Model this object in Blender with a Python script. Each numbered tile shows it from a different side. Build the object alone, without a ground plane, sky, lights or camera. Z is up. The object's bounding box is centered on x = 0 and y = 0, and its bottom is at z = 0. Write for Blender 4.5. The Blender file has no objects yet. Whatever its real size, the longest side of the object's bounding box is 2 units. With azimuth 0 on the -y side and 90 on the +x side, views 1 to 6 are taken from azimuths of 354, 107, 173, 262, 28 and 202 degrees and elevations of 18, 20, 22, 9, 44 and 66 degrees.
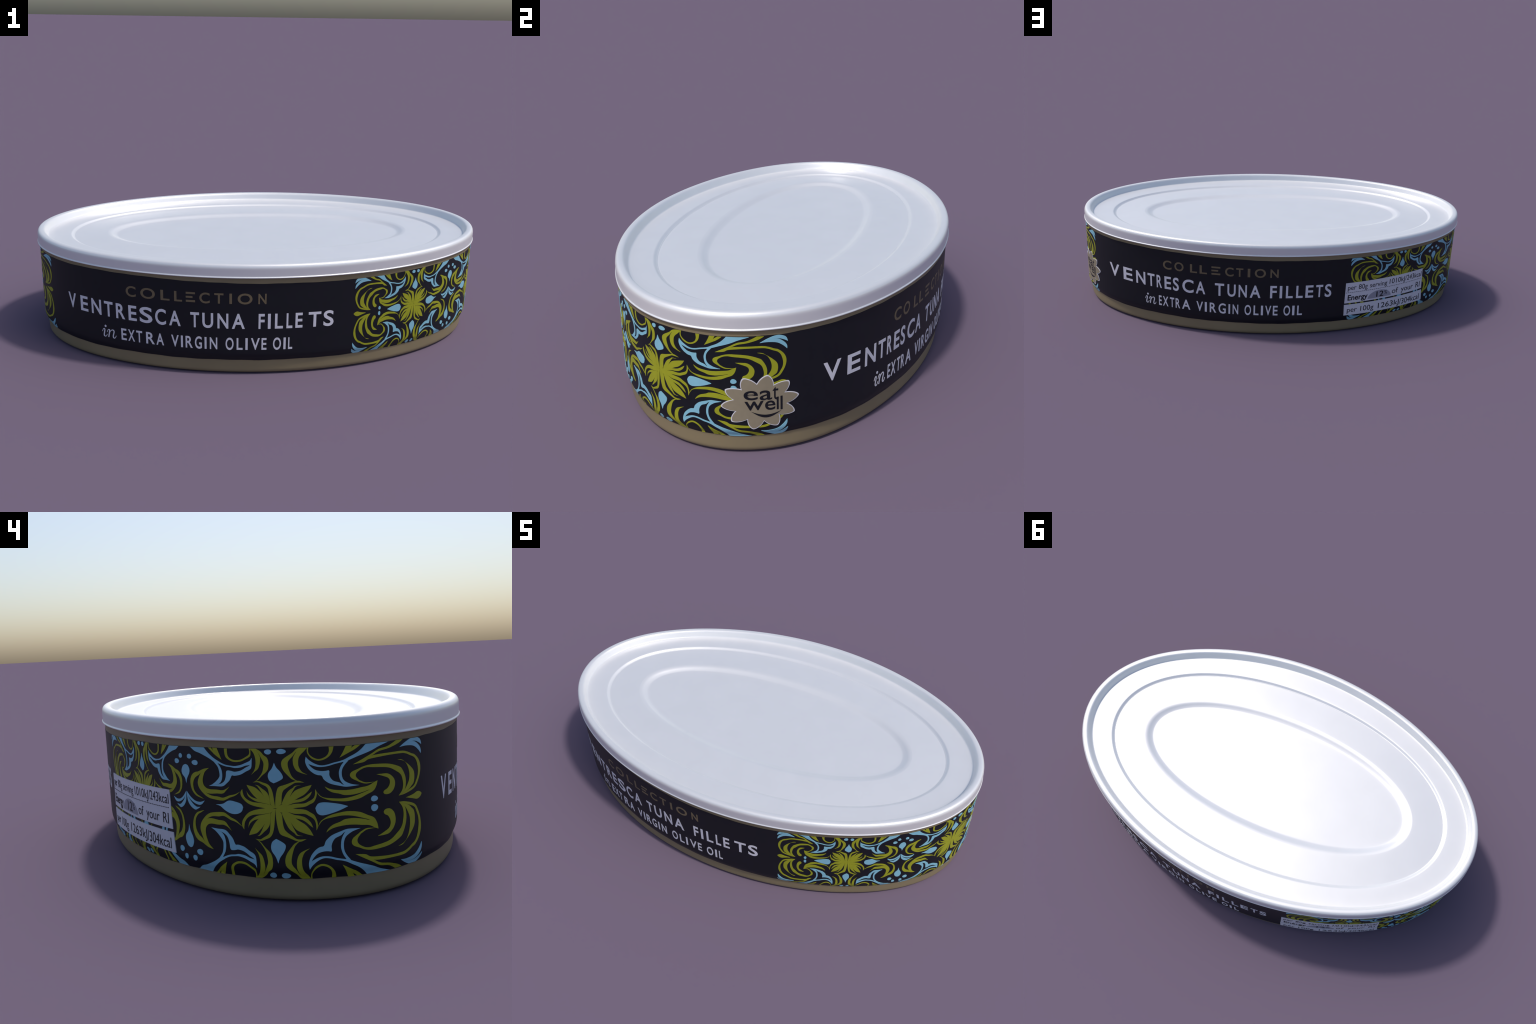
"""Oval fish tin: gold body, white snap-on lid, dark printed paper label with
two ornament panels, lettering on both long sides, a badge and a nutrition sticker."""
import bpy
import bmesh
import math
import random
from bisect import bisect_right

random.seed(7)

# ----------------------------------------------------------------------------
# Plan of the tin: a slightly lean super-ellipse, all rings are insets of it
# ----------------------------------------------------------------------------
HALF_LENGTH, HALF_WIDTH = 1.0, 0.6172
SEGMENTS = 288
BODY_SHIFT = 0.0015          # the body sits a touch off-centre under its lid


def interp(x, xs, ys):
    if x <= xs[0]:
        return ys[0]
    if x >= xs[-1]:
        return ys[-1]
    i = bisect_right(xs, x) - 1
    f = (x - xs[i]) / (xs[i + 1] - xs[i])
    return ys[i] + f * (ys[i + 1] - ys[i])


def plan_exponent(inset):
    return interp(inset, [0.0, 0.06, 0.15, 0.32], [2.0, 2.0, 2.05, 2.06])


def plan_point(t, inset):
    n = plan_exponent(inset)
    c, s = math.cos(t), math.sin(t)
    lean = interp(inset, [0.06, 0.15], [1.0, 0.0]) * math.sin(2 * t) ** 2
    lean = 1 - lean * (0.0078 - 0.0070 * math.cos(2 * t))       # shoulders pulled in a little
    return ((HALF_LENGTH - inset) * lean * math.copysign(abs(c) ** (2 / n), c),
            (HALF_WIDTH - inset) * lean * math.copysign(abs(s) ** (2 / n), s))


# wall of the body: inset against height (narrow foot, small shoulder, upright wall)
WALL_Z = [0.000, 0.004, 0.010, 0.018, 0.032, 0.046, 0.056, 0.064, 0.071, 0.078, 0.085, 0.092, 0.100, 0.115,
          0.145, 0.200, 0.280, 0.360, 0.432]
WALL_INSET = [0.0384, 0.0304, 0.0252, 0.0228, 0.0223, 0.0221, 0.0218, 0.0206, 0.0176, 0.0139, 0.0114, 0.0102,
              0.0098, 0.0097, 0.0096, 0.0095, 0.0094, 0.0093, 0.0092]


def smooth_profile(points, steps=4):
    """Catmull-Rom through the profile points."""
    out = []
    for i in range(len(points) - 1):
        p0 = points[max(i - 1, 0)]
        p1, p2 = points[i], points[i + 1]
        p3 = points[min(i + 2, len(points) - 1)]
        for j in range(steps):
            f = j / steps
            out.append(tuple(0.5 * (2 * b + (c - a) * f + (2 * a - 5 * b + 4 * c - d) * f * f
                                    + (3 * b - a - 3 * c + d) * f ** 3)
                             for a, b, c, d in zip(p0, p1, p2, p3)))
    out.append(tuple(points[-1]))
    return out


WALL = [(0.060, 0.006), (0.050, 0.004), (0.043, 0.0008)] + list(zip(WALL_INSET, WALL_Z))
WALL = smooth_profile(WALL, 4)
_rise = [p for i, p in enumerate(WALL) if i >= 12]
_wz, _wd = [p[1] for p in _rise], [p[0] for p in _rise]


def wall_inset(z):
    return interp(z, _wz, _wd)


# arc length round the wall: s = 0 in the middle of one long side, growing to the right
_N = 6000
_T = [2 * math.pi * i / _N for i in range(_N + 1)]
_S = [0.0]
for _i in range(_N):
    _a, _b = plan_point(_T[_i], 0.0085), plan_point(_T[_i + 1], 0.0085)
    _S.append(_S[-1] + math.hypot(_b[0] - _a[0], _b[1] - _a[1]))
GIRTH = _S[-1]


def on_wall(s, z, lift):
    """Point of the wall at arc length s and height z, lifted off along the plan normal."""
    t = interp((s + 0.75 * GIRTH) % GIRTH, _S, _T)
    d = wall_inset(z)
    x, y = plan_point(t, d)
    e = 1e-3
    xa, ya = plan_point(t - e, d)
    xb, yb = plan_point(t + e, d)
    nx, ny = yb - ya, xa - xb
    k = lift / max(1e-12, math.hypot(nx, ny))
    return (x + nx * k + BODY_SHIFT, y + ny * k, z)


# ----------------------------------------------------------------------------
# Materials
# ----------------------------------------------------------------------------
def material(name, colour, roughness, specular=0.5, metallic=0.0, speckle=0.0, scale=60.0,
             bump=0.0, coat=0.0):
    m = bpy.data.materials.new(name)
    m.use_nodes = True
    nt = m.node_tree
    p = nt.nodes["Principled BSDF"]
    p.inputs["Base Color"].default_value = (*colour, 1)
    p.inputs["Roughness"].default_value = roughness
    p.inputs["Specular IOR Level"].default_value = specular
    p.inputs["Metallic"].default_value = metallic
    p.inputs["Coat Weight"].default_value = coat
    if speckle or bump:
        tc = nt.nodes.new("ShaderNodeTexCoord")
        nz = nt.nodes.new("ShaderNodeTexNoise")
        nz.inputs["Scale"].default_value = scale
        nz.inputs["Detail"].default_value = 4
        nt.links.new(tc.outputs["Object"], nz.inputs["Vector"])
        if speckle:
            r = nt.nodes.new("ShaderNodeValToRGB")
            r.color_ramp.elements[0].position = 0.3
            r.color_ramp.elements[1].position = 0.7
            r.color_ramp.elements[0].color = (*[c * (1 - speckle) for c in colour], 1)
            r.color_ramp.elements[1].color = (*[min(1, c * (1 + speckle)) for c in colour], 1)
            nt.links.new(nz.outputs["Fac"], r.inputs["Fac"])
            nt.links.new(r.outputs["Color"], p.inputs["Base Color"])
        if bump:
            b = nt.nodes.new("ShaderNodeBump")
            b.inputs["Strength"].default_value = bump
            b.inputs["Distance"].default_value = 0.002
            nt.links.new(nz.outputs["Fac"], b.inputs["Height"])
            nt.links.new(b.outputs["Normal"], p.inputs["Normal"])
    return m


LID = material("white_lacquered_lid", (0.81, 0.81, 0.815), 0.385, 0.5, 0.4, 0.012, 9.0)
GOLD = material("gold_lacquered_tin", (0.235, 0.188, 0.108), 0.5, 0.4, 0.0, 0.05, 6.0)
INK = material("dark_label_paper", (0.0055, 0.0060, 0.0105), 0.5, 0.33, 0.0, 0.08, 40.0)
OLIVE = material("olive_print", (0.32, 0.33, 0.014), 0.5, 0.4, 0.0, 0.04, 50.0)
BLUE = material("light_blue_print", (0.235, 0.50, 0.62), 0.5, 0.4, 0.0, 0.03, 50.0)
WHITE = material("pale_lettering", (0.68, 0.67, 0.73), 0.5, 0.4, 0.0, 0.02, 60.0)
BRONZE = material("bronze_lettering", (0.165, 0.125, 0.070), 0.5, 0.4, 0.0, 0.04, 60.0)
STICKER = material("sticker_paper", (0.64, 0.63, 0.69), 0.5, 0.4, 0.0, 0.02, 60.0)
GREY = material("sticker_grey", (0.30, 0.30, 0.36), 0.5, 0.4, 0.0, 0.02, 60.0)
TAUPE = material("badge_paper", (0.265, 0.225, 0.155), 0.5, 0.4, 0.0, 0.04, 60.0)


# ----------------------------------------------------------------------------
# Scene tree helpers
# ----------------------------------------------------------------------------
def add_object(name, data, parent):
    o = bpy.data.objects.new(name, data)
    bpy.context.scene.collection.objects.link(o)
    o.parent = parent
    return o


def mesh_object(name, verts, faces, mat, parent, smooth=True):
    me = bpy.data.meshes.new(name)
    me.from_pydata(verts, [], faces)
    me.materials.append(mat)
    me.polygons.foreach_set("use_smooth", [smooth] * len(me.polygons))
    me.update()
    return add_object(name, me, parent)


tin = add_object("oval_fish_tin", None, None)
tin["label"] = "oval tin with white lid and dark ornamented label"
tin["category"] = "food tin"


# ----------------------------------------------------------------------------
# Body and lid: profiles of (inset, height) swept round the plan
# ----------------------------------------------------------------------------
def sweep(name, rings, mat, parent, shift=0.0):
    """rings: (inset, z, shrink); shrink < 1 pulls the ring toward the centre."""
    verts, faces = [], []
    for inset, z, shrink in rings:
        for k in range(SEGMENTS):
            x, y = plan_point(2 * math.pi * k / SEGMENTS, inset)
            verts.append((x * shrink + shift, y * shrink, z))
    for r in range(len(rings) - 1):
        for k in range(SEGMENTS):
            a, b = r * SEGMENTS + k, r * SEGMENTS + (k + 1) % SEGMENTS
            faces.append((a, b, b + SEGMENTS, a + SEGMENTS))
    for r in (0, len(rings) - 1):
        if rings[r][2] < 1:
            c = len(verts)
            verts.append((shift, 0, rings[r][1]))
            for k in range(SEGMENTS):
                a, b = r * SEGMENTS + k, r * SEGMENTS + (k + 1) % SEGMENTS
                faces.append((c, b, a) if r == 0 else (a, b, c))
    return mesh_object(name, verts, faces, mat, parent)


body_rings = [(0.060, 0.006, 0.25), (0.060, 0.006, 0.6), (0.060, 0.006, 0.96)]
body_rings += [(d, z, 1.0) for d, z in WALL]
can_body = sweep("can_body", body_rings, GOLD, tin, BODY_SHIFT)

LID_RIM = [(0.0120, 0.4230), (0.0090, 0.4175), (0.0035, 0.4160), (0.0008, 0.4168), (0.0000, 0.4184),
           (0.0005, 0.4202), (0.0023, 0.4222), (0.0028, 0.4245), (0.0028, 0.4330), (0.0028, 0.4420), (0.0028, 0.4500),
           (0.0032, 0.4560), (0.0046, 0.4616), (0.0080, 0.4672), (0.0130, 0.4703), (0.0185, 0.4712),
           (0.0250, 0.4709), (0.0310, 0.4692), (0.0360, 0.4640), (0.0405, 0.4545),
           (0.0450, 0.4445), (0.0480, 0.4405), (0.0530, 0.4391), (0.0630, 0.4389)]
LID_PANEL = [(0.1000, 0.4388), (0.1400, 0.4386), (0.1485, 0.4380), (0.1525, 0.4360), (0.1585, 0.4318),
             (0.1625, 0.4305), (0.1700, 0.4305), (0.2400, 0.4334), (0.3000, 0.4356), (0.3140, 0.4354),
             (0.3260, 0.4330), (0.3380, 0.4280), (0.3490, 0.4242), (0.3580, 0.4232), (0.3740, 0.4230)]
lid_rings = [(d, z, 1.0) for d, z in smooth_profile(LID_RIM + LID_PANEL, 4)]
for k in (0.9, 0.75, 0.6, 0.45, 0.3, 0.15, 0.05):
    lid_rings.append((0.3740, 0.4230 - 0.0006 * (1 - k * k), k))
lid = sweep("lid", lid_rings, LID, tin)


# ----------------------------------------------------------------------------
# Things printed on or stuck to the wall
# ----------------------------------------------------------------------------
LABEL_LIFT = 0.0008


def label_top(s):
    h = GIRTH / 2
    u = (s + 1.0) % h - 1.0
    wave = 0.0006 * math.sin(23 * u) + 0.0004 * math.sin(61 * u + 1)
    return wave + interp(u, [-1.0, -0.6, -0.36, -0.13, 0.33, 0.6, 1.1, 1.5, h - 1.0],
                         [0.3985, 0.4015, 0.397, 0.3932, 0.3915, 0.395, 0.398, 0.397, 0.3985])


def label_bottom(s):
    return 0.0615 + 0.0009 * math.sin(17 * s) + 0.0006 * math.sin(53 * s + 2)


def plate(name, flat, faces, mat, parent, lift, sink=None):
    """Thin plate on the wall: flat (s, z) outline mesh plus a rim down to the paper."""
    sink = LABEL_LIFT - 0.0004 if sink is None else sink
    verts = [on_wall(s, z, lift) for s, z in flat]
    fixed = []
    edges = {}
    for f in faces:
        area = sum(flat[f[i - 1]][0] * flat[f[i]][1] - flat[f[i]][0] * flat[f[i - 1]][1]
                   for i in range(len(f)))
        if abs(area) < 1e-12:
            continue
        f = tuple(f) if area > 0 else tuple(reversed(f))
        fixed.append(f)
        for i in range(len(f)):
            edges[(f[i - 1], f[i])] = True
    rim = [e for e in edges if (e[1], e[0]) not in edges]
    n_front = len(fixed)
    for a, b in rim:
        k = len(verts)
        for i, l in ((a, lift), (b, lift), (b, sink), (a, sink)):
            verts.append(on_wall(*flat[i], l))
        fixed.append((k + 1, k, k + 3, k + 2))
    me = bpy.data.meshes.new(name)
    me.from_pydata(verts, [], fixed)
    me.materials.append(mat)
    me.polygons.foreach_set("use_smooth", [i < n_front for i in range(len(fixed))])
    me.update()
    return add_object(name, me, parent)


def grid_plate(name, s0, s1, z_low, z_high, mat, parent, lift, ns, nz, closed=False, sink=None):
    flat, faces = [], []
    for i in range(ns + 1):
        s = s0 + (s1 - s0) * i / ns
        for j in range(nz + 1):
            lo, hi = z_low(s), z_high(s)
            flat.append((s, lo + (hi - lo) * j / nz))
    for i in range(ns):
        for j in range(nz):
            a = i * (nz + 1) + j
            b = ((i + 1) % ns if closed else i + 1) * (nz + 1) + j
            faces.append((a, b, b + 1, a + 1))
    return flat, faces


# --- the label: a closed paper sleeve -----------------------------------------
_flat, _ = grid_plate("label", 0, GIRTH, label_bottom, label_top, INK, tin, LABEL_LIFT, 360, 64)
_v, _f = [], []
for _i in range(360):
    _row = _flat[_i * 65:(_i + 1) * 65]
    _v += [on_wall(*_row[0], -0.0005), on_wall(*_row[0], LABEL_LIFT)]
    _v += [on_wall(s, z, LABEL_LIFT) for s, z in _row]
    _v += [on_wall(*_row[-1], LABEL_LIFT), on_wall(*_row[-1], -0.0005)]
for _i in range(360):
    for _j in list(range(2, 66)) + [0, 67]:          # paper face, then the two cut edges
        _a, _b = _i * 69 + _j, ((_i + 1) % 360) * 69 + _j
        _f.append((_a, _b, _b + 1, _a + 1))
label = mesh_object("label", _v, _f, INK, tin)


# --- ornament panels ------------------------------------------------------------
# Drawn once as blades between two edge curves, in thousandths: across from the
# crown (0) over the flower (273) to the panel edge (695), up from the flower's
# centre line (0) to the label edge (1000). Each half panel stretches it its own way.
BOTH, ONCE, MID = "both", "once", "mid"
Q = [0, 85, 187, 273, 373, 455, 528, 604, 695]
WIDE_HALF_A = [0, 78, 172, 252, 362, 440, 507, 580, 667]
WIDE_HALF_B = [0, 85, 187, 273, 373, 455, 528, 604, 695]
NARROW_HALF = [0, 70, 152, 220, 290, 358, 397, 438, 514]
PANELS = [  # s of the crown, stretch toward growing s, stretch toward falling s, flower height, top
    (0.847, WIDE_HALF_A, NARROW_HALF, 0.2425, 0.1525),
    (-1.7085, WIDE_HALF_B, NARROW_HALF, 0.2470, 0.151)]
order = [0]


def spline(points, count):
    pts = smooth_profile(points, 8) if len(points) > 2 else [points[0], points[-1]]
    acc = [0.0]
    for a, b in zip(pts, pts[1:]):
        acc.append(acc[-1] + math.hypot(b[0] - a[0], (b[1] - a[1]) * 0.15))
    out = []
    for i in range(count):
        d = acc[-1] * i / (count - 1)
        out.append((interp(d, acc, [p[0] for p in pts]), interp(d, acc, [p[1] for p in pts])))
    return out, acc[-1]


def place_panel_piece(name, mat, flat, faces, mode):
    order[0] += 1
    lift = 0.0013 + 0.000018 * (order[0] % 60)
    for crown_s, grow, fall, mid_z, up in PANELS:
        for side in ((1, -1) if mode != ONCE else (1,)):
            for updown in ((1, -1) if mode != MID else (1,)):
                pts = []
                for q, y in flat:
                    w = side * q
                    off = interp(w, Q, grow) if w >= 0 else -interp(-w, Q, fall)
                    if mode == ONCE and q < 0:
                        off = q
                    s = crown_s + off / 1000.0
                    v = updown * y / 1000.0
                    z = mid_z + v * (up if v > 0 else mid_z - 0.0605)
                    pts.append((s, min(max(z, label_bottom(s) + 0.0004), label_top(s) - 0.0004)))
                plate(name, pts, faces, mat, label, lift)


def blade(name, mat, mode, edge_a, edge_b):
    _, length = spline(edge_a, 8)
    n = max(9, min(110, int(length / 3.2) + 3))
    a, _ = spline(edge_a, n)
    b, _ = spline(edge_b, n)
    flat, faces = [], []
    for i in range(n):
        for f in (0.0, 0.25, 0.5, 0.75, 1.0):
            flat.append((a[i][0] + (b[i][0] - a[i][0]) * f, a[i][1] + (b[i][1] - a[i][1]) * f))
    for i in range(n - 1):
        for j in range(4):
            k = i * 5 + j
            faces.append((k, k + 5, k + 6, k + 1))
    place_panel_piece(name, mat, flat, faces, mode)


def dot(mode, q, y, rq, ry):
    flat = [(q, y)]
    for k in range(16):
        t = 2 * math.pi * k / 16
        flat.append((q + rq * math.cos(t), y + ry * math.sin(t) * (1 + 0.12 * math.sin(t + q))))
    faces = [(0, 1 + k, 1 + (k + 1) % 16) for k in range(16)]
    place_panel_piece("dot", BLUE, flat, faces, mode)


def draw_ornament():
    # petal_rim
    blade("petal", OLIVE, BOTH,
          [(273, 5), (275, 171), (279, 298), (285, 361), (302, 398), (324, 448), (335, 456), (348, 424)],
          [(273, 5), (283, 44), (289, 82), (291, 209), (294, 280), (300, 324), (316, 390), (327, 426), (348, 424)])
    # petal_side
    blade("petal", OLIVE, BOTH,
          [(289, 67), (298, 194), (307, 283), (319, 341), (325, 374), (340, 379)],
          [(289, 67), (306, 141), (310, 182), (316, 253), (322, 319), (328, 366), (340, 379)])
    # petal_heart
    blade("petal", OLIVE, BOTH,
          [(289, 67), (306, 156), (310, 182), (318, 252), (327, 303), (346, 349), (366, 381)],
          [(289, 67), (308, 89), (322, 133), (333, 176), (347, 226), (359, 305), (366, 381)])
    # petal_side
    blade("petal", OLIVE, BOTH,
          [(289, 67), (311, 111), (322, 133), (340, 161), (350, 196), (360, 246), (366, 270)],
          [(289, 67), (302, 48), (311, 67), (322, 92), (334, 102), (348, 130), (360, 194), (366, 270)])
    # petal_rim
    blade("petal", OLIVE, BOTH,
          [(273, 5), (289, 59), (302, 48), (311, 59), (323, 75), (345, 78), (356, 106), (368, 151), (373, 213), (374, 309)],
          [(273, 5), (288, -8), (303, -16), (323, 6), (347, 22), (361, 64), (370, 99), (376, 175), (378, 256), (374, 309)])
    # petal_rim
    blade("petal", OLIVE, BOTH,
          [(273, 5), (270, 185), (266, 312), (258, 394), (245, 430), (231, 455), (217, 430)],
          [(273, 5), (263, 57), (261, 94), (259, 207), (257, 312), (252, 363), (238, 411), (230, 436), (217, 430)])
    # petal_side
    blade("petal", OLIVE, BOTH,
          [(261, 64), (258, 207), (251, 281), (242, 325), (231, 379), (223, 389)],
          [(261, 64), (251, 146), (245, 209), (240, 257), (234, 324), (228, 372), (223, 389)])
    # petal_heart
    blade("petal", OLIVE, BOTH,
          [(261, 64), (250, 176), (245, 209), (235, 279), (223, 344), (215, 362), (200, 385)],
          [(261, 64), (243, 107), (229, 149), (218, 208), (209, 281), (203, 340), (200, 385)])
    # petal_side
    blade("petal", OLIVE, BOTH,
          [(261, 64), (244, 115), (229, 149), (217, 169), (207, 205), (201, 249), (199, 282)],
          [(261, 64), (257, 68), (237, 94), (224, 111), (212, 149), (202, 204), (199, 282)])
    # petal_rim
    blade("petal", OLIVE, BOTH,
          [(273, 5), (261, 61), (255, 67), (235, 87), (215, 97), (200, 135), (191, 193), (188, 253), (187, 310)],
          [(273, 5), (256, -4), (232, 14), (213, 40), (199, 81), (187, 154), (182, 213), (182, 266), (187, 310)])
    # outer crescent over the flower, scroll side
    blade("leaf", OLIVE, BOTH,
          [(359, 1016), (343, 1009), (331, 979), (321, 918), (298, 819), (293, 735), (297, 639), (308, 550), (319, 482), (335, 443)],
          [(359, 1016), (338, 963), (330, 932), (322, 864), (311, 785), (309, 719), (312, 630), (318, 534), (326, 477), (335, 443)])
    # inner crescent
    blade("leaf", OLIVE, BOTH,
          [(360, 1012), (338, 985), (329, 914), (323, 841), (322, 776), (324, 695), (331, 620), (344, 578), (356, 553)],
          [(360, 1012), (351, 945), (341, 882), (336, 817), (335, 722), (338, 656), (344, 600), (356, 553)])
    # outer crescent, crown side
    blade("leaf", OLIVE, BOTH,
          [(213, 1000), (226, 1001), (240, 953), (249, 887), (258, 839), (261, 743), (257, 632), (242, 542), (231, 473), (217, 430)],
          [(213, 1000), (228, 971), (235, 927), (243, 832), (248, 758), (247, 683), (243, 594), (234, 511), (225, 457), (217, 430)])
    # inner crescent, crown side
    blade("leaf", OLIVE, BOTH,
          [(213, 1000), (223, 919), (227, 831), (227, 727), (223, 637), (214, 557)],
          [(213, 1000), (230, 964), (238, 883), (240, 831), (238, 742), (233, 660), (223, 607), (214, 557)])
    # open ring cut by the label edge, scroll side
    blade("leaf", OLIVE, BOTH,
          [(358, 1020), (357, 937), (360, 878), (369, 810), (383, 776), (397, 787), (410, 833), (419, 909), (423, 1013)],
          [(362, 1019), (360, 943), (363, 884), (372, 831), (384, 802), (396, 816), (406, 856), (411, 927), (410, 1018)])
    # open ring, crown side
    blade("leaf", OLIVE, BOTH,
          [(215, 1008), (215, 941), (213, 867), (201, 821), (186, 777), (169, 767), (155, 790), (143, 848), (140, 946), (140, 1025)],
          [(210, 1008), (212, 948), (210, 896), (202, 858), (186, 807), (169, 797), (157, 821), (150, 865), (148, 940), (149, 1027)])
    # wedge
    blade("leaf", OLIVE, BOTH,
          [(437, 805), (446, 896), (455, 1015)],
          [(437, 805), (460, 882), (466, 944), (472, 1010)])
    # wedge
    blade("leaf", OLIVE, BOTH,
          [(437, 805), (456, 876), (466, 944), (481, 1006)],
          [(437, 805), (461, 878), (478, 930), (494, 1003)])
    # wedge, crown side
    blade("leaf", OLIVE, BOTH,
          [(130, 796), (122, 919), (115, 1021)],
          [(130, 796), (110, 901), (105, 946), (102, 1018)])
    # wedge, crown side
    blade("leaf", OLIVE, BOTH,
          [(130, 796), (112, 902), (105, 946), (96, 1016)],
          [(130, 796), (110, 878), (98, 944), (85, 1014)])
    # big volute
    blade("leaf", OLIVE, BOTH,
          [(529, 350), (504, 337), (487, 373), (481, 395), (466, 452), (462, 506), (467, 555), (483, 593), (500, 631), (525, 646), (571, 621), (607, 546), (618, 483), (628, 360), (630, 242), (624, 124), (604, 49)],
          [(529, 350), (504, 356), (490, 394), (487, 402), (479, 455), (477, 497), (482, 546), (496, 592), (509, 607), (523, 598), (570, 559), (598, 471), (613, 396), (619, 291), (620, 198), (615, 118), (604, 49)])
    # middle volute feather
    blade("leaf", OLIVE, BOTH,
          [(601, 669), (616, 657), (627, 613), (644, 537), (660, 437), (664, 340), (661, 227), (652, 174), (637, 115), (604, 49)],
          [(601, 669), (624, 624), (637, 536), (644, 406), (643, 291), (634, 192), (624, 124), (604, 49)])
    # stalk of the volute
    blade("leaf", OLIVE, BOTH,
          [(471, 677), (488, 727), (520, 822), (542, 888), (571, 921), (601, 1011)],
          [(471, 677), (497, 714), (522, 791), (543, 851), (572, 882), (604, 942), (622, 1004)])
    # outer volute feather
    blade("leaf", OLIVE, BOTH,
          [(471, 677), (495, 722), (521, 788), (542, 803), (575, 806), (616, 804), (636, 777), (652, 734), (666, 702), (682, 611), (690, 502), (689, 378), (680, 246), (664, 129), (628, 62), (604, 49)],
          [(471, 677), (499, 698), (513, 738), (542, 757), (575, 768), (616, 765), (634, 741), (648, 702), (664, 657), (674, 580), (680, 449), (679, 341), (671, 240), (661, 164), (637, 111), (604, 49)])
    # comma inside the volute
    blade("leaf", OLIVE, BOTH,
          [(535, 469), (551, 434), (569, 386), (575, 331), (574, 271), (567, 210), (557, 181), (554, 145), (558, 119)],
          [(535, 469), (557, 467), (571, 452), (584, 392), (591, 317), (591, 241), (586, 170), (575, 118), (564, 110), (558, 119)])
    # upper tongue
    blade("leaf", OLIVE, BOTH,
          [(398, 344), (408, 307), (423, 279), (448, 262), (471, 267), (489, 282), (511, 300), (528, 347), (537, 366)],
          [(398, 344), (403, 298), (415, 245), (434, 210), (447, 181), (470, 178), (495, 203), (511, 229), (514, 224), (525, 252), (537, 366)])
    # lower tongue
    blade("leaf", OLIVE, BOTH,
          [(378, 262), (387, 192), (398, 159), (419, 139), (441, 128), (464, 141), (488, 178), (511, 221), (515, 230), (529, 294), (537, 366)],
          [(378, 262), (384, 194), (396, 145), (411, 109), (427, 91), (449, 76), (470, 85), (488, 107), (507, 157), (524, 201), (533, 276), (537, 366)])
    # thin C leaf by the crown
    blade("leaf", OLIVE, BOTH,
          [(88, 641), (70, 619), (50, 567), (37, 546), (26, 497), (19, 406), (19, 310), (24, 217), (35, 144), (48, 112), (64, 90)],
          [(88, 641), (73, 581), (59, 544), (49, 496), (39, 460), (31, 396), (28, 315), (31, 229), (40, 163), (51, 130), (64, 90)])
    # broad C leaf
    blade("leaf", OLIVE, BOTH,
          [(88, 641), (67, 609), (57, 527), (50, 445), (46, 365), (50, 280), (62, 231), (77, 200), (91, 195), (109, 207), (129, 216), (140, 275), (150, 344)],
          [(88, 641), (74, 573), (67, 492), (64, 413), (66, 343), (74, 292), (87, 271), (109, 274), (126, 269), (138, 293), (150, 344)])
    # lower C leaf
    blade("leaf", OLIVE, BOTH,
          [(46, 365), (53, 297), (67, 226), (80, 185), (93, 161), (112, 155), (129, 143), (149, 190), (165, 215), (181, 266)],
          [(46, 365), (50, 280), (62, 199), (77, 136), (94, 107), (126, 91), (140, 121), (149, 151), (166, 193), (181, 266)])
    # blue scroll: top line
    blade("scroll", BLUE, BOTH,
          [(354, 848), (362, 788), (376, 726), (390, 696), (405, 702), (423, 731), (435, 744), (445, 761)],
          [(354, 848), (358, 745), (368, 706), (381, 677), (392, 670), (407, 679), (423, 705), (436, 721), (448, 734)])
    # stem
    blade("scroll", BLUE, BOTH,
          [(435, 744), (448, 767), (462, 808), (479, 857), (494, 922), (508, 1009)],
          [(448, 727), (465, 766), (485, 809), (503, 842), (524, 886), (544, 939), (577, 1002)])
    # inner arc
    blade("scroll", BLUE, BOTH,
          [(448, 734), (440, 672), (435, 594), (434, 536), (436, 453), (441, 392), (448, 344), (462, 321), (486, 325)],
          [(459, 747), (450, 689), (443, 619), (441, 539), (443, 464), (449, 410), (461, 366), (471, 345), (486, 325)])
    # wavy wing
    blade("scroll", BLUE, BOTH,
          [(354, 848), (352, 783), (354, 717), (360, 642), (371, 574), (381, 541), (391, 527), (396, 463), (406, 408), (417, 374), (434, 343), (449, 319), (462, 317), (486, 325)],
          [(354, 848), (359, 738), (367, 670), (377, 623), (391, 602), (402, 602), (410, 605), (410, 531), (414, 471), (421, 427), (435, 395), (448, 347), (486, 325)])
    # crown side: top line
    blade("scroll", BLUE, BOTH,
          [(217, 841), (212, 792), (199, 753), (185, 717), (169, 697), (157, 700), (142, 712), (127, 746), (110, 802)],
          [(217, 841), (213, 733), (199, 708), (185, 676), (168, 665), (157, 677), (141, 688), (127, 715), (116, 743)])
    # stem
    blade("scroll", BLUE, BOTH,
          [(123, 760), (105, 820), (86, 914), (72, 1014)],
          [(117, 727), (106, 755), (90, 812), (61, 887), (40, 927), (21, 1015)])
    # inner arc
    blade("scroll", BLUE, BOTH,
          [(117, 739), (127, 646), (130, 540), (127, 439), (119, 382), (110, 363), (85, 329)],
          [(106, 755), (118, 666), (122, 553), (120, 491), (109, 417), (97, 362), (85, 329)])
    # wavy wing
    blade("scroll", BLUE, BOTH,
          [(217, 841), (217, 778), (214, 665), (199, 607), (184, 555), (167, 532), (159, 534), (152, 455), (143, 399), (129, 340), (104, 334), (85, 329)],
          [(217, 841), (212, 725), (200, 678), (185, 623), (168, 600), (156, 613), (144, 609), (141, 513), (136, 435), (126, 389), (112, 364), (85, 329)])
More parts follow.
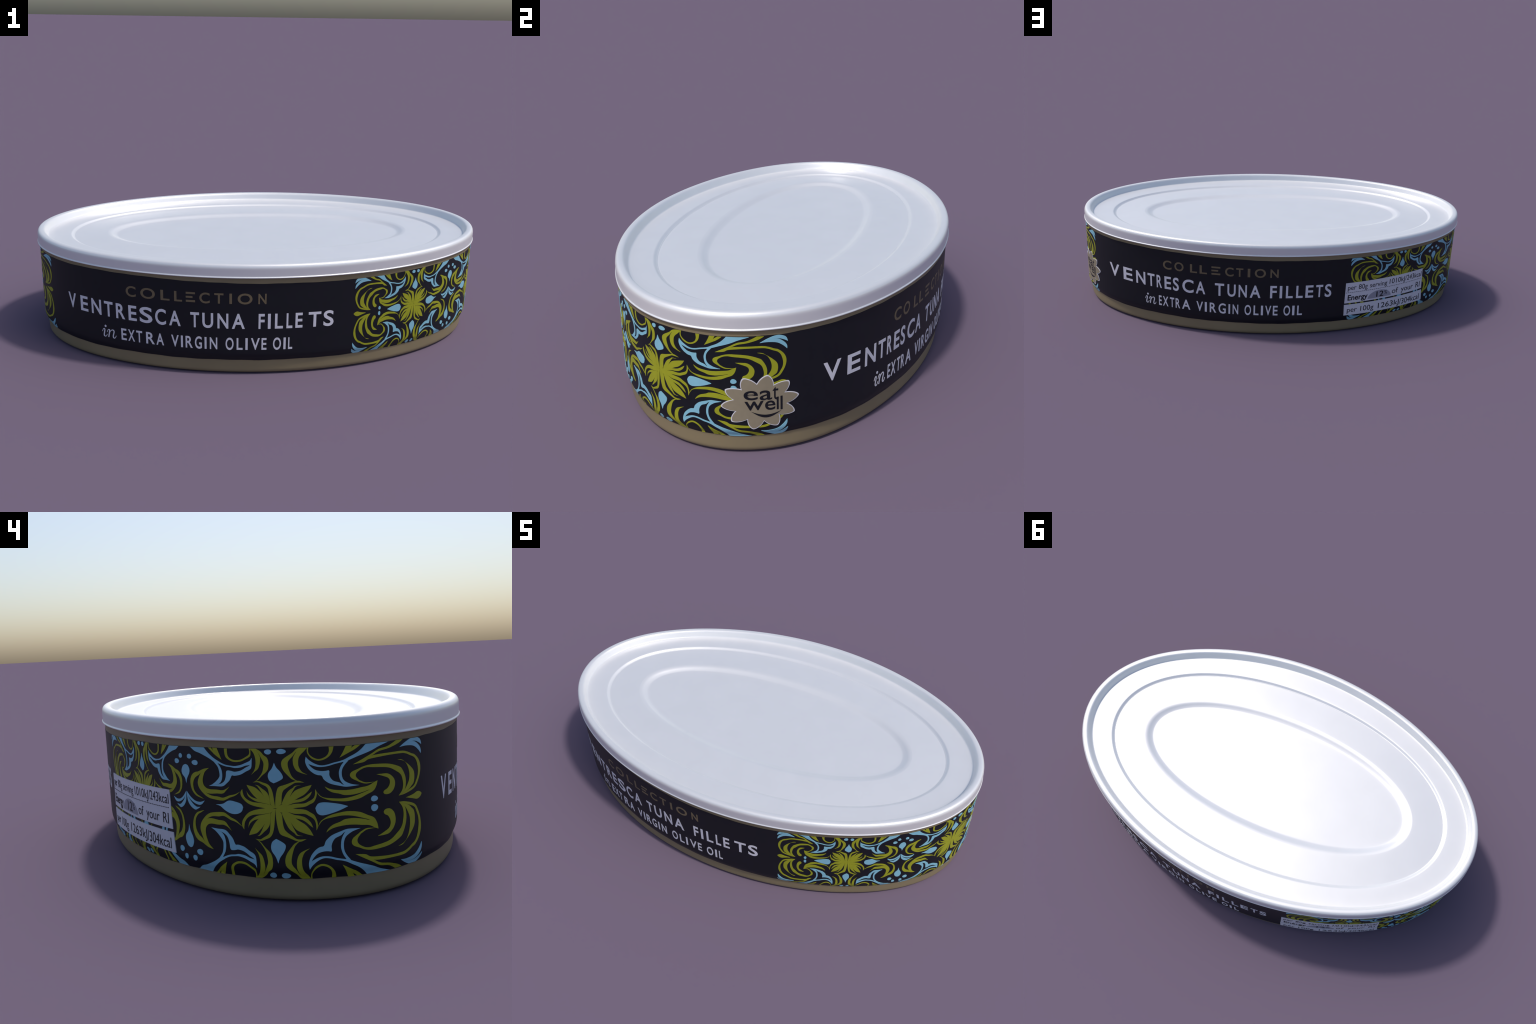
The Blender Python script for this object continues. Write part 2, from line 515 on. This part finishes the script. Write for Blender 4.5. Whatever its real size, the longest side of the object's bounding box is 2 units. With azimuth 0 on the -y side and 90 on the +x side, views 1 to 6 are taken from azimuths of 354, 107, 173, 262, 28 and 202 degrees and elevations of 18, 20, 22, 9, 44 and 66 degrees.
    # drop above the flower
    blade("drop", BLUE, BOTH,
          [(275, 761), (269, 669), (260, 595), (258, 528), (262, 461), (272, 421)],
          [(275, 761), (280, 684), (289, 617), (295, 550), (295, 499), (284, 454), (272, 421)])
    # drop above the crown
    blade("drop", BLUE, ONCE,
          [(2, 336), (-2, 426), (-12, 493), (-14, 564), (-7, 647), (3, 674)],
          [(2, 336), (6, 423), (15, 515), (17, 587), (11, 656), (3, 674)])
    # corner leaf
    blade("scroll", BLUE, BOTH,
          [(609, 874), (628, 939), (651, 994), (670, 1002), (689, 954), (696, 855)],
          [(609, 874), (643, 931), (667, 936), (683, 901), (696, 855)])
    # corner leaf
    blade("scroll", BLUE, BOTH,
          [(609, 874), (645, 932), (667, 924), (686, 840), (693, 764), (693, 702)],
          [(609, 874), (633, 882), (661, 856), (680, 783), (693, 702)])
    # drop, scroll side
    blade("drop", BLUE, MID,
          [(455, -8), (433, 40), (399, 81), (381, 69), (373, -7)],
          [(455, -8), (428, -63), (393, -107), (378, -79), (373, -7)])
    # drop, crown side
    blade("drop", BLUE, MID,
          [(105, 14), (127, 37), (146, 100), (167, 85), (182, 53), (187, 1)],
          [(105, 14), (119, -5), (134, -60), (152, -98), (169, -97), (182, -62), (187, 1)])
    # leaf between the volutes
    blade("leaf", OLIVE, MID,
          [(630, -9), (658, 18), (674, 49), (686, 39), (695, -3)],
          [(630, -9), (655, -41), (674, -65), (688, -42), (695, -3)])
    # crown blade
    blade("crown", BLUE, MID,
          [(1, 191), (16, 96), (32, 38), (50, 26), (67, 60)],
          [(1, 191), (7, 102), (23, 17), (41, -19), (56, -10), (67, 60)])
    # crown blade
    blade("crown", BLUE, MID,
          [(1, 179), (10, 64), (21, -9), (36, -55), (51, -49)],
          [(1, 179), (4, 28), (14, -54), (30, -99), (40, -84), (51, -49)])
    # dots: under the label edge, between the volutes, fanned over the crown
    dot(BOTH, 294, 944, 12, 42)
    dot(BOTH, 260, 944, 9, 42)
    dot(BOTH, 527, 66, 10, 48)
    dot(BOTH, 19, 816, 8, 42)
    dot(BOTH, 39, 716, 11, 44)


draw_ornament()


# ----------------------------------------------------------------------------
# Lettering
# ----------------------------------------------------------------------------
_glyphs = {}


def glyph(text, weight):
    """Filled outline of a word in Blender's built-in font: (points, faces, box)."""
    key = (text, weight)
    if key not in _glyphs:
        cu = bpy.data.curves.new("glyph_source", "FONT")
        cu.body = text
        cu.size = 1.0
        cu.offset = weight
        cu.resolution_u = 5
        ob = bpy.data.objects.new("glyph_source", cu)
        bpy.context.scene.collection.objects.link(ob)
        dg = bpy.context.evaluated_depsgraph_get()
        dg.update()
        ev = ob.evaluated_get(dg)
        me = ev.to_mesh()
        bm = bmesh.new()
        bm.from_mesh(me)
        bmesh.ops.remove_doubles(bm, verts=bm.verts, dist=1e-5)
        bm.verts.index_update()
        pts = [(v.co.x, v.co.y) for v in bm.verts]
        faces = [tuple(v.index for v in f.verts) for f in bm.faces]
        bm.free()
        ev.to_mesh_clear()
        bpy.data.objects.remove(ob)
        bpy.data.curves.remove(cu)
        xs, ys = [p[0] for p in pts], [p[1] for p in pts]
        _glyphs[key] = (pts, faces, (min(xs), max(xs), min(ys), max(ys)))
    return _glyphs[key]


def letter(ch, s0, s1, z0, z1, weight, mat, parent, lift, shear=0.0, overshoot=True):
    pts, faces, (xa, xb, ya, yb) = glyph(ch, weight)
    grow = 0.03 * (z1 - z0) if overshoot and ch in "OCGS" else 0.0
    lo, hi = z0 - grow, z1 + grow
    flat = []
    for x, y in pts:
        v = (y - ya) / (yb - ya)
        flat.append((s0 + (s1 - s0) * (x - xa) / (xb - xa) + shear * (v - 0.5) * (z1 - z0), lo + (hi - lo) * v))
    return plate("letter", flat, faces, mat, parent, lift)


def ribbon(points, widths, n=22):
    """Pen stroke: a spine with a width at each control point, as (s, z) strip."""
    pts = smooth_profile([(p[0], p[1], w) for p, w in zip(points, widths)], 6)
    flat, faces = [], []
    for i, (x, y, w) in enumerate(pts):
        a, b = pts[max(i - 1, 0)], pts[min(i + 1, len(pts) - 1)]
        dx, dy = b[0] - a[0], b[1] - a[1]
        k = 0.5 * w / max(1e-9, math.hypot(dx, dy))
        flat += [(x - dy * k, y + dx * k), (x + dy * k, y - dx * k)]
    for i in range(len(pts) - 1):
        faces.append((2 * i, 2 * i + 2, 2 * i + 3, 2 * i + 1))
    return flat, faces


def disc(s, z, rs, rz, n=18):
    flat = [(s, z)] + [(s + rs * math.cos(2 * math.pi * k / n), z + rz * math.sin(2 * math.pi * k / n))
                       for k in range(n)]
    return flat, [(0, 1 + k, 1 + (k + 1) % n) for k in range(n)]


def box(s0, s1, z0, z1, n=1, slope=0.0):
    flat, faces = [], []
    for i in range(n + 1):
        f = i / n
        flat += [(s0 + (s1 - s0) * f, z0 + slope * f), (s0 + (s1 - s0) * f, z1 + slope * f)]
    for i in range(n):
        faces.append((2 * i, 2 * i + 2, 2 * i + 3, 2 * i + 1))
    return flat, faces


def ringed(outline, rings, centre):
    """Fill a star-shaped outline with concentric rings so that it hugs the curved wall."""
    n = len(outline)
    flat, faces = [centre], []
    for r in range(1, rings + 1):
        f = r / rings
        flat += [(centre[0] + (s - centre[0]) * f, centre[1] + (z - centre[1]) * f) for s, z in outline]
    for k in range(n):
        faces.append((0, 1 + k, 1 + (k + 1) % n))
        for r in range(rings - 1):
            a, b = 1 + r * n + k, 1 + r * n + (k + 1) % n
            faces.append((a, b, b + n, a + n))
    return flat, faces


def merge(parts):
    flat, faces = [], []
    for p, f in parts:
        k = len(flat)
        flat += p
        faces += [tuple(i + k for i in g) for g in f]
    return flat, faces


def script_in(s0, s1, z0, origin):
    """The slanted little word 'in' written with a pen: thin joins, thicker downstrokes."""
    w = s1 - s0
    h = 0.0345
    thin, thick = 0.0024, 0.0050

    def pen(points, widths, lift):
        flat, faces = ribbon([(origin + s0 + x * w, z0 + y * h) for x, y in points], widths)
        return flat, faces, lift
    strokes_i = [pen([(0.00, 0.60), (0.07, 0.92), (0.16, 0.99), (0.18, 0.80), (0.12, 0.30), (0.13, 0.08),
                      (0.22, 0.02), (0.30, 0.14), (0.35, 0.36)],
                     [thin, thin, 0.004, thick, thick, 0.005, 0.0035, thin, thin], 0.0013)]
    strokes_n = [pen([(0.35, 0.62), (0.42, 0.92), (0.50, 0.99), (0.535, 0.85), (0.45, 0.00)],
                     [thin, thin, 0.004, thick, thick], 0.0013),
                 pen([(0.50, 0.45), (0.60, 0.82), (0.72, 1.00), (0.82, 0.98), (0.86, 0.78), (0.79, 0.30),
                      (0.80, 0.06), (0.88, 0.00), (0.95, 0.12), (1.00, 0.34)],
                     [thin, thin, 0.0035, 0.005, thick, thick, 0.005, 0.0035, thin, thin], 0.0014)]
    for flat, faces, lift in strokes_i + strokes_n:
        plate("letter", flat, faces, WHITE, label, lift)
    flat, faces = disc(origin + s0 + 0.25 * w, z0 + 1.36 * h, 0.0047, 0.0050)
    plate("letter", flat, faces, WHITE, label, 0.0013)


def side_text(origin, top_line, title, subtitle, in_word):
    """One long side; letters as (character, left, right) in mm from the middle of that side."""
    for ch, a, b in top_line:
        s0, s1 = origin + a / 1000, origin + b / 1000
        if ch == "E":                                 # three bars without a stem
            for z0, z1, cut in ((0.3432, 0.3512, 0), (0.3268, 0.3345, 0.010), (0.3095, 0.3178, 0)):
                flat, faces = box(s0, s1 - cut, z0, z1, 3)
                plate("letter", flat, faces, BRONZE, label, 0.0013)
        else:
            letter(ch, s0, s1, 0.3085, 0.3512, 0.017, BRONZE, label, 0.0013)
    for ch, a, b in title:
        lean = interp((a + b) / 2, [-900, -300, 250], [0.0055, 0.0, 0.0])
        letter(ch, origin + a / 1000, origin + b / 1000, 0.2030 + 0.5 * lean, 0.2668 + lean, 0.017, WHITE,
               label, 0.0013)
    for ch, a, b in subtitle:
        letter(ch, origin + a / 1000, origin + b / 1000, 0.1122, 0.1630, 0.014, WHITE, label, 0.0013)
    script_in(in_word[0] / 1000, in_word[1] / 1000, 0.1125, origin)


side_text(
    0.0,
    [("C", -597, -553), ("O", -533, -471), ("L", -448, -411), ("L", -392, -360), ("E", -345, -308),
     ("C", -291, -250), ("T", -232, -196), ("I", -173, -163), ("O", -141, -83), ("N", -60, -28)],
    [("V", -896, -851), ("E", -825, -785), ("N", -766, -717), ("T", -702, -661), ("R", -646, -605),
     ("E", -589, -553), ("S", -540, -485), ("C", -473, -428), ("A", -415, -368),
     ("T", -328, -293), ("U", -280, -237), ("N", -220, -177), ("A", -163, -112),
     ("F", -58, -34), ("I", -21, -10), ("L", 7, 39), ("L", 53, 77), ("E", 89, 118), ("T", 142, 194),
     ("S", 204, 247)],
    [("E", -626, -602), ("X", -595, -565), ("T", -558, -532), ("R", -515, -478), ("A", -471, -439),
     ("V", -408, -377), ("I", -368, -360), ("R", -349, -320), ("G", -311, -283), ("I", -272, -264),
     ("N", -251, -221), ("O", -188, -156), ("L", -144, -120), ("I", -109, -100), ("V", -87, -52),
     ("E", -45, -25), ("O", 1, 33), ("I", 43, 52), ("L", 62, 79)],
    (-717, -651))
side_text(
    GIRTH / 2,
    [("C", -588, -544), ("O", -529, -483), ("L", -451, -417), ("L", -404, -369), ("E", -347, -305),
     ("C", -282, -242), ("T", -230, -197), ("I", -176, -164), ("O", -143, -91), ("N", -70, -31)],
    [("V", -910, -844), ("E", -817, -761), ("N", -739, -686), ("T", -673, -635), ("R", -624, -596),
     ("E", -582, -548), ("S", -538, -508), ("C", -490, -434), ("A", -423, -377),
     ("T", -330, -286), ("U", -270, -231), ("N", -217, -178), ("A", -164, -113),
     ("F", -68, -37), ("I", -23, -11), ("L", 7, 40), ("L", 56, 88), ("E", 101, 139), ("T", 152, 186),
     ("S", 196, 229)],
    [("E", -614, -599), ("X", -593, -564), ("T", -555, -533), ("R", -526, -503), ("A", -493, -451),
     ("V", -420, -388), ("I", -379, -369), ("R", -355, -323), ("G", -312, -277), ("I", -264, -256),
     ("N", -244, -217), ("O", -187, -156), ("L", -144, -120), ("I", -109, -99), ("V", -89, -60),
     ("E", -52, -29), ("O", -1, 31), ("I", 41, 52), ("L", 65, 89)],
    (-689, -630))


# ----------------------------------------------------------------------------
# Nutrition sticker: two paper strips with a dashed rule, a grey dome and print
# ----------------------------------------------------------------------------
BACK = GIRTH / 2
STICKER_LIFT, PRINT_LIFT = 0.0030, 0.0035


def quad_strip(s_low, s_high, z_low, z_high, n=24):
    """Paper strip; every argument is (left value, right value) or a pair for bottom and top."""
    flat, faces = [], []
    for i in range(n + 1):
        f = i / n
        for j in range(5):
            g = j / 4
            left = s_low[0] + (s_high[0] - s_low[0]) * g
            right = s_low[1] + (s_high[1] - s_low[1]) * g
            lo = z_low[0] + (z_low[1] - z_low[0]) * f
            hi = z_high[0] + (z_high[1] - z_high[0]) * f
            flat.append((BACK + left + (right - left) * f, lo + (hi - lo) * g))
    for i in range(n):
        for j in range(4):
            k = i * 5 + j
            faces.append((k, k + 5, k + 6, k + 1))
    return flat, faces


_flat, _faces = quad_strip((0.3000, 0.7640), (0.3017, 0.7587), (0.1580, 0.1612), (0.2644, 0.2712))
sticker = plate("nutrition_sticker", _flat, _faces, STICKER, tin, STICKER_LIFT)
_flat, _faces = quad_strip((0.3007, 0.7720), (0.2989, 0.7659), (0.0928, 0.0942), (0.1498, 0.1521))
plate("sticker_strip", _flat, _faces, STICKER, sticker, STICKER_LIFT)

_dashes = []
for _i in range(42):
    _a = 0.304 + 0.4520 * _i / 42
    _z = 0.2139 + 0.0062 * (_a - 0.30) / 0.455
    _dashes.append(box(BACK + _a, BACK + _a + 0.0068, _z - 0.0010, _z + 0.0010))
_o = plate("dashed_rule", *merge(_dashes), INK, sticker, PRINT_LIFT, STICKER_LIFT - 0.0004)
_o["kind"] = "stuff"

_dome = [(BACK + 0.491 + 0.067 * math.cos(math.pi * k / 24), 0.1672 + 0.0405 * math.sin(math.pi * k / 24))
         for k in range(25)]
_dome += [(BACK + 0.424 + 0.134 * k / 12, 0.1672) for k in range(1, 12)]
plate("grey_dome", *ringed(_dome, 5, (BACK + 0.491, 0.180)), GREY, sticker, 0.0033, STICKER_LIFT - 0.0004)


def word(text, s0, s1, base, cap, weight):
    """A word of print on the sticker; base and cap are the heights of baseline and capitals."""
    pts, faces, (xa, xb, _, _) = glyph(text, weight)
    cap_units = glyph("H", weight)[2][3]
    flat = [(BACK + s0 + (s1 - s0) * (x - xa) / (xb - xa), base + (cap - base) * y / cap_units)
            for x, y in pts]
    return flat, faces


def print_line(words):
    o = plate("printed_words", *merge([word(*w) for w in words]), INK, sticker, PRINT_LIFT,
              STICKER_LIFT - 0.0004)
    o["kind"] = "stuff"


print_line([("per", 0.3126, 0.3572, 0.2275, 0.2525, 0.0), ("80g", 0.3700, 0.4182, 0.2275, 0.2525, 0.0),
            ("serving", 0.4316, 0.5296, 0.2285, 0.2530, 0.0), ("1010kJ", 0.5440, 0.6390, 0.2300, 0.2560, 0.0),
            ("/243kcal", 0.6420, 0.7524, 0.2310, 0.2580, 0.0)])
print_line([("Energy", 0.3150, 0.4227, 0.1730, 0.2010, 0.020), ("12", 0.4715, 0.5131, 0.1722, 0.2009, 0.015),
            ("%", 0.5165, 0.5340, 0.1800, 0.2005, 0.0), ("of", 0.5638, 0.6007, 0.1745, 0.2025, 0.0),
            ("your", 0.6205, 0.6997, 0.1745, 0.2030, 0.0), ("RI", 0.7190, 0.7479, 0.1741, 0.2043, 0.0)])
print_line([("per", 0.3163, 0.3694, 0.1085, 0.1345, 0.0), ("100g", 0.3887, 0.4622, 0.1075, 0.1342, 0.0),
            ("1263kJ", 0.4875, 0.6140, 0.1070, 0.1350, 0.0), ("/304kcal", 0.6170, 0.7530, 0.1040, 0.1345, 0.0)])


# ----------------------------------------------------------------------------
# Ten-petalled badge with two words and a smile
# ----------------------------------------------------------------------------
BADGE_S, BADGE_Z = 1.4310, 0.1812


def badge_outline(scale):
    """Ten rounded petals with sharp notches at seven tenths of the radius."""
    outline, n = [], 200
    for k in range(n):
        t = 2 * math.pi * k / n
        turn = (t - math.radians(79)) / math.radians(36)
        away = 2 * abs(turn - round(turn))                     # 0 at a tip, 1 in a notch
        r = 0.69 + 0.31 * (1 - away ** 1.4)
        r = (r - 1) + scale
        outline.append((BADGE_S + 0.1185 * r * math.cos(t), BADGE_Z + 0.0915 * r * math.sin(t)))
    return ringed(outline, 10, (BADGE_S, BADGE_Z))


badge = plate("badge", *badge_outline(1.0), STICKER, tin, 0.0030)
plate("badge_face", *badge_outline(0.965), TAUPE, badge, 0.0034, 0.0026)


def badge_word(text, s0, s1, z0, z1, weight=0.010):
    pts, faces, (xa, xb, ya, yb) = glyph(text, weight)
    flat = [(s0 + (s1 - s0) * (x - xa) / (xb - xa), z0 + (z1 - z0) * (y - ya) / (yb - ya)) for x, y in pts]
    plate("letter", flat, faces, INK, badge, 0.0038, 0.0030)


badge_word("e", 1.3818, 1.4237, 0.1915, 0.2225)
badge_word("a", 1.4285, 1.4655, 0.1890, 0.2215)
badge_word("t", 1.4669, 1.4852, 0.1875, 0.2310, 0.0)
badge_word("w", 1.3837, 1.4400, 0.1570, 0.1870)
badge_word("e", 1.4440, 1.4750, 0.1545, 0.1860)
badge_word("l", 1.4790, 1.4850, 0.1535, 0.1960)
badge_word("l", 1.4905, 1.4970, 0.1515, 0.1975)
_smile = []
for _k in range(17):
    _f = _k / 16
    _s = 1.4030 + 0.0895 * _f
    _arc = math.sin(math.pi * _f)
    _line = 0.1524 - 0.0037 * _f
    _smile += [(_s, _line - 0.0205 * _arc), (_s, _line - 0.0110 * _arc)]
plate("smile", _smile, [(2 * k, 2 * k + 2, 2 * k + 3, 2 * k + 1) for k in range(16)], INK, badge, 0.0038, 0.0030)
